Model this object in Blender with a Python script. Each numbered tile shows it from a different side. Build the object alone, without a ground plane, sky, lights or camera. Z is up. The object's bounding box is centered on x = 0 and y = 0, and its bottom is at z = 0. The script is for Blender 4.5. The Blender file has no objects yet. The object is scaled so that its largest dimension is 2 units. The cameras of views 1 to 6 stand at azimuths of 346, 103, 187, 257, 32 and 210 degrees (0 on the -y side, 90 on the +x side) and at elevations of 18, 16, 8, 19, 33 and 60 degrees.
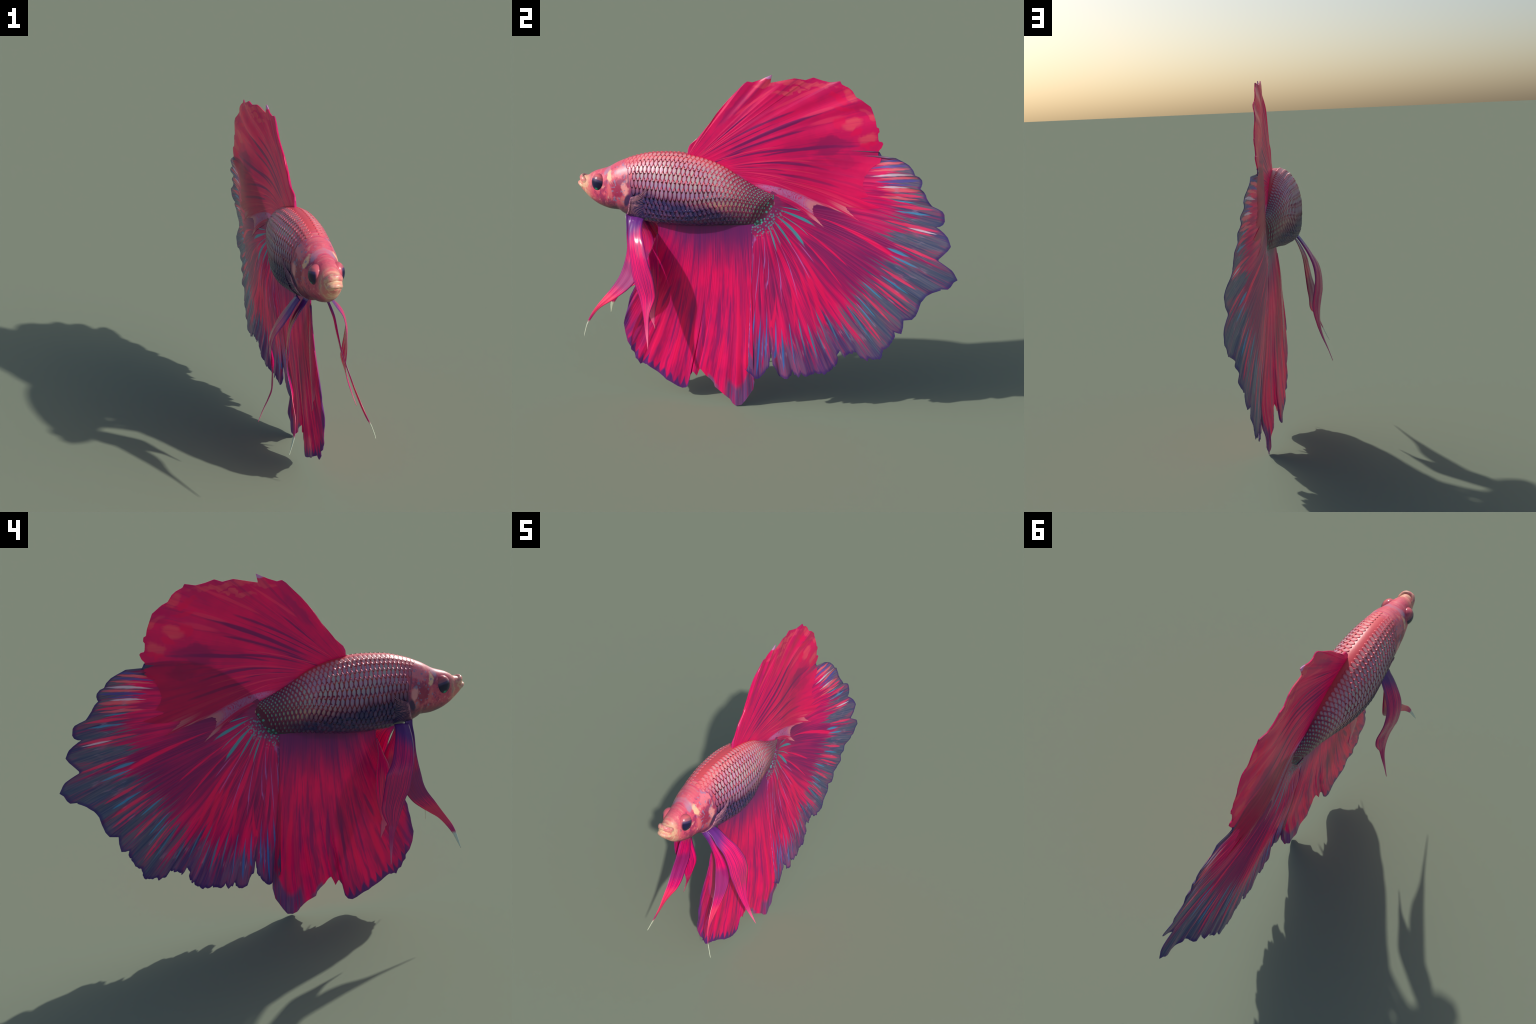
# A betta (fighting fish): smooth scaled body, fan-shaped fins lofted ray by ray,
# ribbon-like pelvic fins.  Frame: head towards -y, tail towards +y, z up.
import bpy, math, random
import numpy as np
from mathutils import Vector, Matrix

rng = np.random.default_rng(7)
random.seed(7)
COL = bpy.context.scene.collection


# ----------------------------------------------------------------- helpers
def smooth(a, b, x):
    t = np.clip((np.asarray(x, float) - a) / (b - a), 0, 1)
    return t * t * (3 - 2 * t)


def pchip(knots, x):
    """Monotone cubic through (x, y) knots."""
    k = np.array(knots, float)
    xk, yk = k[:, 0], k[:, 1]
    h = np.diff(xk)
    d = np.diff(yk) / h
    m = np.zeros(len(xk))
    m[1:-1] = np.where(d[:-1] * d[1:] > 0, 2 * d[:-1] * d[1:] / (d[:-1] + d[1:] + 1e-12), 0)
    m[0], m[-1] = d[0], d[-1]
    x = np.clip(np.asarray(x, float), xk[0], xk[-1])
    i = np.clip(np.searchsorted(xk, x) - 1, 0, len(xk) - 2)
    t = (x - xk[i]) / h[i]
    return ((2 * t**3 - 3 * t**2 + 1) * yk[i] + (t**3 - 2 * t**2 + t) * h[i] * m[i]
            + (-2 * t**3 + 3 * t**2) * yk[i + 1] + (t**3 - t**2) * h[i] * m[i + 1])


def catmull(points, t):
    """Catmull-Rom through points, t in 0..1."""
    p = np.array(points, float)
    p = np.vstack([2 * p[0] - p[1], p, 2 * p[-1] - p[-2]])
    n = len(p) - 3
    u = np.clip(np.asarray(t, float), 0, 1) * n
    i = np.minimum(u.astype(int), n - 1)
    f = (u - i)[:, None]
    a, b, c, d = p[i], p[i + 1], p[i + 2], p[i + 3]
    return 0.5 * (2 * b + (c - a) * f + (2 * a - 5 * b + 4 * c - d) * f**2 + (3 * b - a - 3 * c + d) * f**3)


def sheet_depth(controls, lam=2e-3):
    """Thin-plate sheet x = f(y, z) through a few control points (y, z, x)."""
    c = np.array(controls, float)
    q, n = c[:, :2], len(c)
    def kern(r2):
        return np.where(r2 > 0, r2 * np.log(r2 + 1e-12) / 2, 0)
    a = np.zeros((n + 3, n + 3))
    a[:n, :n] = kern(((q[:, None] - q[None]) ** 2).sum(-1)) + lam * np.eye(n)
    a[:n, n], a[n, :n] = 1, 1
    a[:n, n + 1:], a[n + 1:, :n] = q, q.T
    w = np.linalg.solve(a, np.concatenate([c[:, 2], np.zeros(3)]))
    def f(y, z):
        r2 = (y[..., None] - q[:, 0]) ** 2 + (z[..., None] - q[:, 1]) ** 2
        return kern(r2) @ w[:n] + w[n] + w[n + 1] * y + w[n + 2] * z
    return f


def make_object(name, verts, faces, material, parent=None, attrs=None, smooth_shade=True):
    me = bpy.data.meshes.new(name)
    me.from_pydata([tuple(map(float, v)) for v in verts], [], [tuple(int(i) for i in f) for f in faces])
    if attrs:
        for key, values in attrs.items():
            at = me.attributes.new(key, "FLOAT", "POINT")
            at.data.foreach_set("value", np.asarray(values, np.float32).ravel())
    me.materials.append(material)
    if smooth_shade:
        me.polygons.foreach_set("use_smooth", [True] * len(me.polygons))
    me.update()
    ob = bpy.data.objects.new(name, me)
    COL.objects.link(ob)
    if parent:
        ob.parent = parent
    return ob


# ----------------------------------------------------------------- node helpers
def lin(r, g, b):
    f = lambda c: (c / 255 / 12.92) if c / 255 <= 0.04045 else ((c / 255 + 0.055) / 1.055) ** 2.4
    return (f(r), f(g), f(b), 1.0)


def tint(r, g, b):
    """fin pigment, a little bluer and brighter than plain sRGB"""
    return lin(min(255, r * 1.03), g, min(255, b * 1.12))


class Mat:
    def __init__(self, name, rough=0.45, spec=0.5):
        self.m = bpy.data.materials.new(name)
        self.m.use_nodes = True
        self.t = self.m.node_tree
        self.p = self.t.nodes["Principled BSDF"]
        self.p.inputs["Roughness"].default_value = rough
        self.p.inputs["Specular IOR Level"].default_value = spec
        self._obj = None

    def node(self, kind, **props):
        n = self.t.nodes.new(kind)
        for k, v in props.items():
            setattr(n, k, v)
        return n

    def put(self, sock, v):
        if hasattr(v, "is_output"):
            self.t.links.new(v, sock)
        else:
            sock.default_value = v

    def obj(self):
        if self._obj is None:
            self._obj = self.node("ShaderNodeTexCoord").outputs["Object"]
        return self._obj

    def world(self):
        return self.node("ShaderNodeNewGeometry").outputs["Position"]

    def xyz(self, v):
        n = self.node("ShaderNodeSeparateXYZ")
        self.put(n.inputs[0], v)
        return n.outputs[0], n.outputs[1], n.outputs[2]

    def vec(self, x=0.0, y=0.0, z=0.0):
        n = self.node("ShaderNodeCombineXYZ")
        for i, v in enumerate((x, y, z)):
            self.put(n.inputs[i], v)
        return n.outputs[0]

    def attr(self, name):
        return self.node("ShaderNodeAttribute", attribute_name=name).outputs["Fac"]

    def math(self, op, a, b=0.0, c=0.0, clamp=False):
        n = self.node("ShaderNodeMath", operation=op, use_clamp=clamp)
        for i, v in enumerate((a, b, c)):
            self.put(n.inputs[i], v)
        return n.outputs[0]

    def add(self, a, b): return self.math("ADD", a, b)
    def sub(self, a, b): return self.math("SUBTRACT", a, b)
    def mul(self, a, b): return self.math("MULTIPLY", a, b)

    def step(self, a, b, x):
        """smoothstep; a > b gives the falling edge"""
        n = self.node("ShaderNodeMapRange", interpolation_type="SMOOTHSTEP")
        lo, hi, flip = (a, b, False) if a < b else (b, a, True)
        self.put(n.inputs["Value"], x)
        n.inputs["From Min"].default_value, n.inputs["From Max"].default_value = lo, hi
        n.inputs["To Min"].default_value, n.inputs["To Max"].default_value = (1, 0) if flip else (0, 1)
        return n.outputs[0]

    def band(self, a, b, c, d, x):
        return self.mul(self.step(a, b, x), self.step(d, c, x))

    def noise(self, v, scale=5.0, detail=2.0, rough=0.5, dist=0.0):
        n = self.node("ShaderNodeTexNoise")
        self.put(n.inputs["Vector"], v)
        n.inputs["Scale"].default_value, n.inputs["Detail"].default_value = scale, detail
        n.inputs["Roughness"].default_value, n.inputs["Distortion"].default_value = rough, dist
        return n.outputs["Fac"]

    def voronoi(self, v, scale=5.0, feature="F1", rand=1.0):
        n = self.node("ShaderNodeTexVoronoi", feature=feature)
        self.put(n.inputs["Vector"], v)
        n.inputs["Scale"].default_value = scale
        n.inputs["Randomness"].default_value = rand
        return n.outputs["Distance"]

    def mix(self, fac, a, b, blend="MIX"):
        n = self.node("ShaderNodeMix", data_type="RGBA", blend_type=blend)
        self.put(n.inputs["Factor"], fac)
        self.put(n.inputs["A"] if False else n.inputs[6], a)
        self.put(n.inputs[7], b)
        return n.outputs[2]

    def layers(self, base, *pairs):
        c = base
        for fac, col in pairs:
            c = self.mix(fac, c, col)
        return c

    def colour(self, c):
        self.put(self.p.inputs["Base Color"], c)

    def bump(self, h, strength=0.3, distance=0.002):
        n = self.node("ShaderNodeBump")
        n.inputs["Strength"].default_value, n.inputs["Distance"].default_value = strength, distance
        self.put(n.inputs["Height"], h)
        self.put(self.p.inputs["Normal"], n.outputs[0])


# palette (sRGB)
CRIMSON = lin(226, 24, 82)
SCARLET = lin(248, 30, 84)
WINE = lin(136, 30, 92)
PLUM = lin(96, 32, 98)
INDIGO = lin(62, 42, 118)
SLATE = lin(72, 84, 104)
SLATE_GREEN = lin(78, 92, 92)
CYAN = lin(62, 160, 190)
TEAL = lin(52, 176, 172)
BLUE = lin(56, 92, 172)
CORAL = lin(250, 112, 104)
PALE = lin(226, 208, 202)
LILAC = lin(186, 118, 176)
CREAM = lin(236, 208, 168)
NAVY = lin(40, 32, 88)
FIN_ROUGH, FIN_SPEC = 0.27, 0.5

# ----------------------------------------------------------------- body shape
ZT = [(-.992, 1.166), (-.982, 1.178), (-.965, 1.187), (-.945, 1.191), (-.93, 1.202), (-.9, 1.218), (-.84, 1.238), (-.77, 1.276), (-.68, 1.311),
      (-.58, 1.334), (-.46, 1.341), (-.34, 1.328), (-.22, 1.293), (-.1, 1.225), (0, 1.177), (.085, 1.146)]
ZB = [(-.992, 1.128), (-.967, 1.102), (-.919, 1.059), (-.866, 1.032), (-.812, 1.019), (-.766, 1.017), (-.743, 1.003), (-.70, .985),
      (-.58, .967), (-.46, .967), (-.34, .971), (-.22, .980), (-.1, .986), (0, .992), (.085, 1.08)]
HW = [(-.992, .020), (-.984, .029), (-.97, .036), (-.95, .042), (-.9, .057), (-.84, .0728), (-.77, .089), (-.68, .1005), (-.58, .114),
      (-.46, .1235), (-.34, .114), (-.22, .090), (-.1, .058), (0, .028), (.085, .010)]
FM = [(-.992, .48), (-.84, .48), (-.68, .466), (-.46, .432), (-.34, .45), (-.22, .53), (-.1, .62), (0, .66), (.085, .66)]
Y0, Y1 = -.992, .054


def body_point(y, phi):
    """phi = 0 at the back, pi at the belly, 2*pi round again; +x side first."""
    y, phi = np.broadcast_arrays(np.asarray(y, float), np.asarray(phi, float))
    zt, zb, w = pchip(ZT, y), pchip(ZB, y), pchip(HW, y)
    zm = zb + pchip(FM, y) * (zt - zb)
    c, s = np.cos(phi), np.sin(phi)
    e = 2 / np.where(c > 0, 2.09, 2.09 - .72 * smooth(-.42, -.12, y))       # the belly thins to a keel towards the tail
    sx = np.sign(s) * np.abs(s) ** e
    sz = np.sign(c) * np.abs(c) ** e
    z = zm + np.where(c > 0, zt - zm, zm - zb) * sz
    # oblique end of the tail stalk: the flesh thins out into the caudal fin
    d = (.072 - y) + (z - 1.128) * .63
    pinch = smooth(-.004, .085, d) ** .8
    nose = np.sqrt(np.clip((y - Y0 + .004) / .02, 0.05, 1))
    x = w * sx * np.maximum(pinch, .02) * np.minimum(1, .55 + .45 * nose)
    # the keel swings a little to one side ahead of the anal fin
    x = x + .021 * smooth(.10, .95, (zm - z) / (zm - zb)) * smooth(-.66, -.45, y) * smooth(-.05, -.26, y)
    return np.stack([x, y, z], -1)


def body_normal(y, phi):
    h = 1e-3
    a = body_point(y + h, phi) - body_point(y - h, phi)
    b = body_point(y, phi + h) - body_point(y, phi - h)
    n = np.cross(a, b)
    n /= np.linalg.norm(n, axis=-1, keepdims=True) + 1e-12
    out = np.stack([np.sin(phi) * np.ones_like(y), 0 * y, np.cos(phi) * np.ones_like(y)], -1)
    return np.where((n * out).sum(-1, keepdims=True) < 0, -n, n)


# ----------------------------------------------------------------- materials
def body_zone(m, pos):
    """shared colour zones: back, flank line, tail - from position on the fish"""
    x, y, z = m.xyz(pos)
    line = m.add(1.052, m.mul(y, -.19))              # the flank line runs down towards the tail
    wob = m.mul(m.sub(m.noise(pos, 14, 2), .5), .05)
    dark = m.step(.03, -.05, m.add(m.sub(z, line), wob))     # below the line
    back = m.add(m.math("MULTIPLY", m.add(y, .46), m.mul(m.add(y, .46), -.55)), 1.315)
    top = m.step(-.035, .015, m.sub(z, back))
    tail = m.step(-.22, -.02, y)
    return x, y, z, dark, top, tail


def scale_material():
    m = Mat("scale_skin", .36, .5)
    pos = m.world()
    x, y, z, dark, top, tail = body_zone(m, pos)
    line = m.add(1.052, m.mul(y, -.19))
    a, l = m.attr("across"), m.attr("along")
    lean = m.add(m.add(l, -.06), m.mul(a, -.20))
    r = m.math("SQRT", m.add(m.mul(m.mul(a, a), 1.30), m.mul(m.mul(lean, lean), 1.75)))
    r = m.mul(r, m.add(1.0, m.add(m.mul(tail, .75), m.mul(dark, .25))))
    grain = m.noise(pos, 150, 3, .65)
    patch = m.noise(pos, 20, 2)
    hue = m.noise(pos, 44, 1)
    core = m.step(1.04, .50, m.add(r, m.mul(m.sub(grain, .5), .7)))
    warm = m.mul(m.band(1.0, 1.05, 1.09, 1.14, z), m.step(-.44, -.2, y))
    low = m.mul(m.step(.11, .01, m.sub(z, line)), m.sub(1.0, dark))
    core_col = m.layers(lin(196, 156, 188), (m.step(.42, .62, patch), lin(184, 182, 186)), (m.mul(m.step(.5, .66, hue), .6), lin(206, 196, 186)), (m.mul(low, .7), lin(136, 122, 168)), (warm, lin(216, 172, 142)),
                        (m.mul(dark, .95), lin(82, 70, 124)), (m.mul(top, .7), lin(236, 150, 152)), (m.mul(tail, .9), lin(96, 172, 156)))
    rim_col = m.layers(lin(222, 92, 112), (m.step(.45, .65, hue), lin(204, 84, 116)), (m.mul(low, .8), lin(170, 62, 96)), (dark, m.mix(m.step(.42, .58, hue), lin(84, 36, 84), lin(40, 32, 86))),
                       (m.mul(top, .9), lin(228, 92, 104)), (m.mul(tail, .85), lin(112, 36, 74)))
    # shadow crescent painted along each scale's front edge; the scales lie flush
    shadow_crescent = m.mul(m.step(-.30, -.62, m.add(l, m.add(m.mul(a, .35), m.mul(m.sub(grain, .5), .5)))), m.sub(1.0, m.mul(top, .8)))
    rim_col = m.mix(m.mul(shadow_crescent, m.add(.45, m.mul(low, .4))), rim_col, m.mix(dark, lin(96, 46, 104), lin(30, 26, 76)))
    core = m.mul(core, m.sub(1.0, m.mul(dark, m.add(.30, m.mul(m.step(.35, .65, hue), .5)))))
    core = m.mul(core, m.add(.25, m.mul(m.step(-.76, -.54, m.add(y, m.mul(m.sub(patch, .5), .2))), .75)))
    m.colour(m.mix(m.mul(core, .9), rim_col, core_col))
    return m.m


def flesh_material(name, head=False):
    m = Mat(name, .38, .5)
    pos = m.obj()
    x, y, z, dark, top, tail = body_zone(m, pos)
    grain = m.noise(pos, 90, 3, .6)
    skin = m.layers(lin(222, 90, 110), (m.step(.45, .65, m.noise(pos, 44, 1)), lin(200, 80, 112)), (dark, lin(42, 32, 86)),
                    (m.mul(tail, .9), lin(92, 30, 72)), (top, lin(220, 84, 94)))
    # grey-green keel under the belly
    zb_line = m.add(.992, m.mul(m.add(y, .4), .02))
    skin = m.mix(m.mul(m.step(.028, -.004, m.sub(z, zb_line)), m.step(-.72, -.6, y)), skin, lin(62, 66, 74))
    # small teal dots towards the tail
    dots = m.mul(m.step(.42, .28, m.voronoi(m.vec(m.mul(x, .3), y, m.mul(z, .9)), 62, rand=.7)), m.step(-.09, .0, y))
    skin = m.mix(m.mul(dots, .95), skin, lin(78, 178, 164))
    # head: blotched pink, maroon and cream
    hy = m.step(-.66, -.70, m.add(y, m.mul(m.math("ABSOLUTE", m.sub(z, 1.16)), .12)))
    n1 = m.noise(pos, 17, 4, .62, .6)
    n2 = m.noise(m.vec(m.mul(x, .6), m.mul(y, 1.6), z), 30, 4, .62, .4)
    rg = m.mul(m.sub(m.noise(pos, 40, 3, .6), .5), 1.3)
    face = m.layers(lin(214, 80, 110), (m.step(.50, .62, n1), lin(168, 50, 96)), (m.mul(m.step(.54, .70, n2), .8), lin(238, 158, 152)),
                    (m.mul(m.step(.45, .33, n2), .8), lin(122, 56, 108)))
    face = m.mix(m.mul(blob(m, y, z, -.752, 1.135, .045, .05, .3, rg), .8), face, lin(152, 34, 80))
    face = m.mix(m.mul(blob(m, y, z, -.726, 1.18, .030, .018, -.2, rg), .8), face, lin(142, 62, 104))
    face = m.mix(m.mul(blob(m, y, z, -.735, 1.235, .05, .03, .4, rg), .8), face, lin(240, 130, 146))
    face = m.mix(m.mul(blob(m, y, z, -.802, 1.203, .016, .034, .2, rg), .9), face, lin(246, 196, 160))
    face = m.mix(m.mul(blob(m, y, z, -.822, 1.232, .014, .030, -.5, rg), .7), face, lin(156, 140, 170))
    face = m.mix(m.mul(blob(m, y, z, -.795, 1.12, .014, .045, .15, rg), .7), face, lin(226, 112, 120))
    face = m.mix(m.mul(blob(m, y, z, -.708, 1.145, .020, .040, .25, rg), .9), face, lin(240, 156, 158))
    face = m.mix(m.mul(blob(m, y, z, -.720, 1.085, .018, .030, .1, rg), .7), face, lin(206, 120, 124))
    face = m.mix(m.mul(m.step(.60, .68, m.noise(pos, 58, 1)), m.mul(m.band(-.83, -.80, -.72, -.68, y), .7)), face, lin(136, 130, 170))
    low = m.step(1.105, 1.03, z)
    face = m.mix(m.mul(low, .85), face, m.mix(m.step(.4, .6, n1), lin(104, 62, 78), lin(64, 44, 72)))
    snout = m.step(-.895, -.955, y)
    face = m.mix(m.mul(snout, .85), face, m.mix(m.step(.42, .6, n2), lin(240, 196, 158), lin(228, 130, 124)))
    crown = m.mul(m.step(.045, -.005, m.sub(m.add(m.mul(y, .42), 1.605), z)), m.step(-.96, -.93, y))
    face = m.mix(m.mul(crown, .8), face, m.mix(m.step(.35, .65, m.noise(m.vec(0, y, 0), 70, 2)), lin(226, 80, 108), lin(220, 128, 132)))
    gill = blob(m, y, z, -.698, 1.088, .016, .042, -.35, m.mul(rg, .4))
    face = m.mix(m.mul(gill, .92), face, lin(40, 30, 80))
    face = m.mix(m.mul(blob(m, y, z, -.690, 1.205, .007, .035, .15, rg), .8), face, lin(78, 56, 104))
    m.colour(m.mix(hy, skin, face))
    m.bump(grain, .15, .002)
    return m.m


def plain(name, col, rough=.4, spec=.5, grain=None):
    m = Mat(name, rough, spec)
    if grain:
        m.colour(m.mix(m.step(.35, .7, m.noise(m.obj(), grain[0], 3, .6)), col, grain[1]))
    else:
        m.colour(col)
    return m


def streaks(m, ray, reach, across, along, detail=3.0, rough=.6):
    return m.noise(m.vec(m.mul(ray, across), m.mul(reach, along), 0.0), 1.0, detail, rough)


def fin_finish(m, c, thin=.31):
    """membrane: mostly reflecting, partly letting the light through"""
    m.colour(c)
    out = next(n for n in m.t.nodes if n.bl_idname == "ShaderNodeOutputMaterial")
    tr = m.node("ShaderNodeBsdfTranslucent")
    gm = m.node("ShaderNodeGamma")
    m.put(gm.inputs[0], c)
    gm.inputs[1].default_value = .5
    m.put(tr.inputs["Color"], gm.outputs[0])
    mx = m.node("ShaderNodeMixShader")
    mx.inputs[0].default_value = thin
    m.t.links.new(m.p.outputs[0], mx.inputs[1])
    m.t.links.new(tr.outputs[0], mx.inputs[2])
    m.t.links.new(mx.outputs[0], out.inputs["Surface"])
    return m.m


def union(m, masks):
    out = masks[0]
    for k in masks[1:]:
        out = m.math("MAXIMUM", out, k)
    return out


def dash(m, r, t, r0, t0, r1, t1, width, rag=None):
    """one tapering streak lying along a fin ray from (r0, t0) to (r1, t1)"""
    k = (r1 - r0) / (t1 - t0)
    dr = m.mul(m.sub(r, m.math("MULTIPLY_ADD", t, k, r0 - k * t0)), 1 / width)
    dt = m.math("MULTIPLY_ADD", t, 2 / (t1 - t0), -(t0 + t1) / (t1 - t0))
    n = m.node("ShaderNodeVectorMath", operation="LENGTH")
    m.put(n.inputs[0], m.vec(dr, dt, 0.0))
    d = n.outputs["Value"]
    if rag is not None:
        d = m.add(d, rag)
    return m.step(1.1, .6, d)


def dashes(m, r, t, rows, rag=None):
    return union(m, [dash(m, r, t, *row, rag) for row in rows])


def streak_set(m, coord, t, rows, rag):
    """many tapering streaks at once: a ramp over the ray coordinate holds, for each streak, its profile (red),
    start (green) and end (blue) along the ray.  rows: (ray, half width, start, end)"""
    rows = sorted(rows)
    masks = []
    for i in range(0, len(rows), 10):
        part = rows[i:i + 10]
        lo, hi = part[0][0] - 2 * part[0][1] - .5, part[-1][0] + 2 * part[-1][1] + .5
        stops = [(lo, 0, part[0][2], part[0][3])]
        for k, (rc, w, t0, t1) in enumerate(part):
            left = (part[k - 1][0] + rc) / 2 if k else lo
            right = (part[k + 1][0] + rc) / 2 if k + 1 < len(part) else hi
            stops += [(max(rc - w, left + .001), 0, t0, t1), (rc, 1, t0, t1), (min(rc + w, right - .001), 0, t0, t1)]
        stops.append((hi, 0, part[-1][2], part[-1][3]))
        rp = m.node("ShaderNodeValToRGB")
        el = rp.color_ramp.elements
        while len(el) < len(stops):
            el.new(.5)
        for e, (pos, r_, g_, b_) in zip(el, stops):
            e.position = min(1, max(0, (pos - lo) / (hi - lo)))
            e.color = (r_, g_, b_, 1)
        m.put(rp.inputs[0], m.math("MULTIPLY_ADD", coord, 1 / (hi - lo), -lo / (hi - lo)))
        sc = m.node("ShaderNodeSeparateColor")
        m.put(sc.inputs[0], rp.outputs[0])
        peak, t0, t1 = sc.outputs
        dt = m.math("DIVIDE", m.sub(m.sub(m.mul(t, 2.0), t0), t1), m.sub(t1, t0))
        d = m.add(m.add(m.sub(1.0, peak), m.mul(m.mul(dt, dt), .8)), rag)
        masks.append(m.step(1.0, .55, d))
    return union(m, masks)


def curve(m, x, pts):
    """piecewise-linear function of x"""
    lo, hi = pts[0][0], pts[-1][0]
    rp = m.node("ShaderNodeValToRGB")
    el = rp.color_ramp.elements
    while len(el) < len(pts):
        el.new(.5)
    vmin, vmax = min(p[1] for p in pts), max(p[1] for p in pts)
    for e, (px, v) in zip(el, pts):
        e.position = (px - lo) / (hi - lo)
        g = (v - vmin) / (vmax - vmin)
        e.color = (g, g, g, 1)
    m.put(rp.inputs[0], m.math("MULTIPLY_ADD", x, 1 / (hi - lo), -lo / (hi - lo)))
    return m.math("MULTIPLY_ADD", rp.outputs[0], vmax - vmin, vmin)


def blob(m, y, z, cy, cz, ry, rz, turn, rag):
    """soft ellipse on the side of the fish"""
    c, s = math.cos(turn), math.sin(turn)
    u = m.add(m.mul(y, c / ry), m.math("MULTIPLY_ADD", z, s / ry, -(cy * c + cz * s) / ry))
    v = m.add(m.mul(y, -s / rz), m.math("MULTIPLY_ADD", z, c / rz, (cy * s - cz * c) / rz))
    n = m.node("ShaderNodeVectorMath", operation="LENGTH")
    m.put(n.inputs[0], m.vec(u, v, 0.0))
    return m.step(1.15, .6, m.add(n.outputs["Value"], rag))


def dorsal_material():
    m = Mat("dorsal_membrane", FIN_ROUGH, FIN_SPEC)
    r, t = m.attr("ray"), m.attr("reach")
    pos = m.obj()
    x, y, z = m.xyz(pos)
    y = m.add(y, m.mul(m.sub(m.noise(pos, 15, 2), .5), .06))
    z = m.add(z, m.mul(m.sub(m.noise(m.vec(y, z, 4.0), 17, 2), .5), .07))
    fine = streaks(m, r, t, 120, 2.5)
    mid = streaks(m, r, t, 44, 1.2, 3)
    broad = streaks(m, r, t, 13, 1.4, 2)
    cloud = m.noise(m.vec(0, m.mul(y, 6), m.mul(z, 6)), 1.0, 3, .55)
    rag = m.mul(m.sub(m.noise(m.vec(m.mul(r, 40), m.mul(t, 5), 1.0), 1.0, 3, .6), .5), 1.1)
    c = m.mix(m.step(.40, .62, m.add(m.mul(cloud, .6), m.mul(broad, .4))), tint(222, 20, 98), tint(255, 18, 100))
    c = m.mix(m.mul(m.step(.50, .36, mid), .45), c, tint(156, 30, 100))
    c = m.mix(m.mul(m.step(.52, .72, fine), .35), c, tint(252, 30, 98))
    # dark purple streaks along the fold lines, brighter scarlet streaks beside them
    dark_streak = dashes(m, r, t, [(.325, .02, .39, .66, .012), (.335, .10, .36, .5, .008), (.455, .05, .44, .85, .014), (.48, .10, .50, .60, .008),
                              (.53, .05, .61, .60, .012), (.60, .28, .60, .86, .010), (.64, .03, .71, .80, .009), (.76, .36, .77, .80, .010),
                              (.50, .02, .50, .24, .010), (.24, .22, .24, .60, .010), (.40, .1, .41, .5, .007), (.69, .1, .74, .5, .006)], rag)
    c = m.mix(m.mul(dark_streak, .85), c, tint(116, 34, 100))
    dark_mid = m.mul(blob(m, y, z, .33, 1.42, .11, .05, .2, rag), .75)
    c = m.mix(m.mul(dark_mid, .8), c, tint(150, 28, 94))
    c = m.mix(m.mul(blob(m, y, z, .39, 1.345, .08, .035, 0, rag), .4), c, tint(176, 26, 92))
    bright_streak = dashes(m, r, t, [(.25, .03, .31, .24, .009), (.175, .5, .23, .95, .010), (.485, .03, .56, .42, .007), (.625, .03, .675, .65, .007),
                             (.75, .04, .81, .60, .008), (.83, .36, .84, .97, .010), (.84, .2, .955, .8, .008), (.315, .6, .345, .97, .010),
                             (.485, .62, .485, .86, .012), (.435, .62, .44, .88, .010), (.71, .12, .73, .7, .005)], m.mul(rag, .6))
    c = m.mix(m.mul(bright_streak, .85), c, tint(255, 56, 104))
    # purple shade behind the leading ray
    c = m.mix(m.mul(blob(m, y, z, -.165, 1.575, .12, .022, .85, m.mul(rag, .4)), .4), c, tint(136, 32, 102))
    # coral patches near the margin, with deep red patches beside them
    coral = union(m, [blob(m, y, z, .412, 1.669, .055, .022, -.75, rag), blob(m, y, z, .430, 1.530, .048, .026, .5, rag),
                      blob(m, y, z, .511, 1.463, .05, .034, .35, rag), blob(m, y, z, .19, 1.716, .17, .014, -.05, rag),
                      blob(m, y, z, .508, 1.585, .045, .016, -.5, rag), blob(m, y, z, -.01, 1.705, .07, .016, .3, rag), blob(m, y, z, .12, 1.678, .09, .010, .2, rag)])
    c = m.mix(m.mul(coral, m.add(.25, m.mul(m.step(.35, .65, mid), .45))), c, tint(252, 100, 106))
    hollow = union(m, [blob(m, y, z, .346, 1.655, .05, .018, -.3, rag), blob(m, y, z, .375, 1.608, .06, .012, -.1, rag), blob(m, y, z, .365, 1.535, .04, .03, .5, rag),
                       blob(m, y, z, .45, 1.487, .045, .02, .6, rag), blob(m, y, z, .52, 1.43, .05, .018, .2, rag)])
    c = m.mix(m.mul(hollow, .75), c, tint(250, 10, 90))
    lower_red = m.mul(m.mul(m.step(.62, .85, r), m.step(.40, .60, t)), m.step(.93, .88, r))
    c = m.mix(m.mul(lower_red, .5), c, tint(255, 14, 92))
    # silvery lavender trailing rays
    speck = m.noise(m.vec(m.mul(r, 180), m.mul(t, 60), 0), 1.0, 3, .7)
    tail = m.mul(m.band(.935, .955, .968, .98, r), m.mul(m.step(.06, .3, t), m.step(.56, .36, m.sub(speck, m.mul(mid, .2)))))
    c = m.mix(m.mul(tail, .8), c, tint(204, 140, 186))
    c = m.mix(m.mul(m.step(.990, .998, r), m.mul(m.step(.42, .55, mid), .7)), c, tint(240, 170, 170))
    tip = m.mul(m.step(.83, .88, r), m.step(.80, .97, t))
    c = m.mix(m.mul(tip, m.mul(m.step(.4, .6, mid), .9)), c, tint(246, 150, 150))
    c = m.mix(m.mul(m.band(.83, .86, .90, .93, r), m.step(.14, .05, t)), c, tint(84, 120, 170))
    spike = blob(m, y, z, .015, 1.742, .03, .016, .5, rag)
    c = m.mix(m.mul(spike, .85), c, tint(214, 166, 200))
    c = m.mix(m.mul(m.step(.015, .0, r), .6), c, tint(216, 60, 130))
    return fin_finish(m, c)


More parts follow.
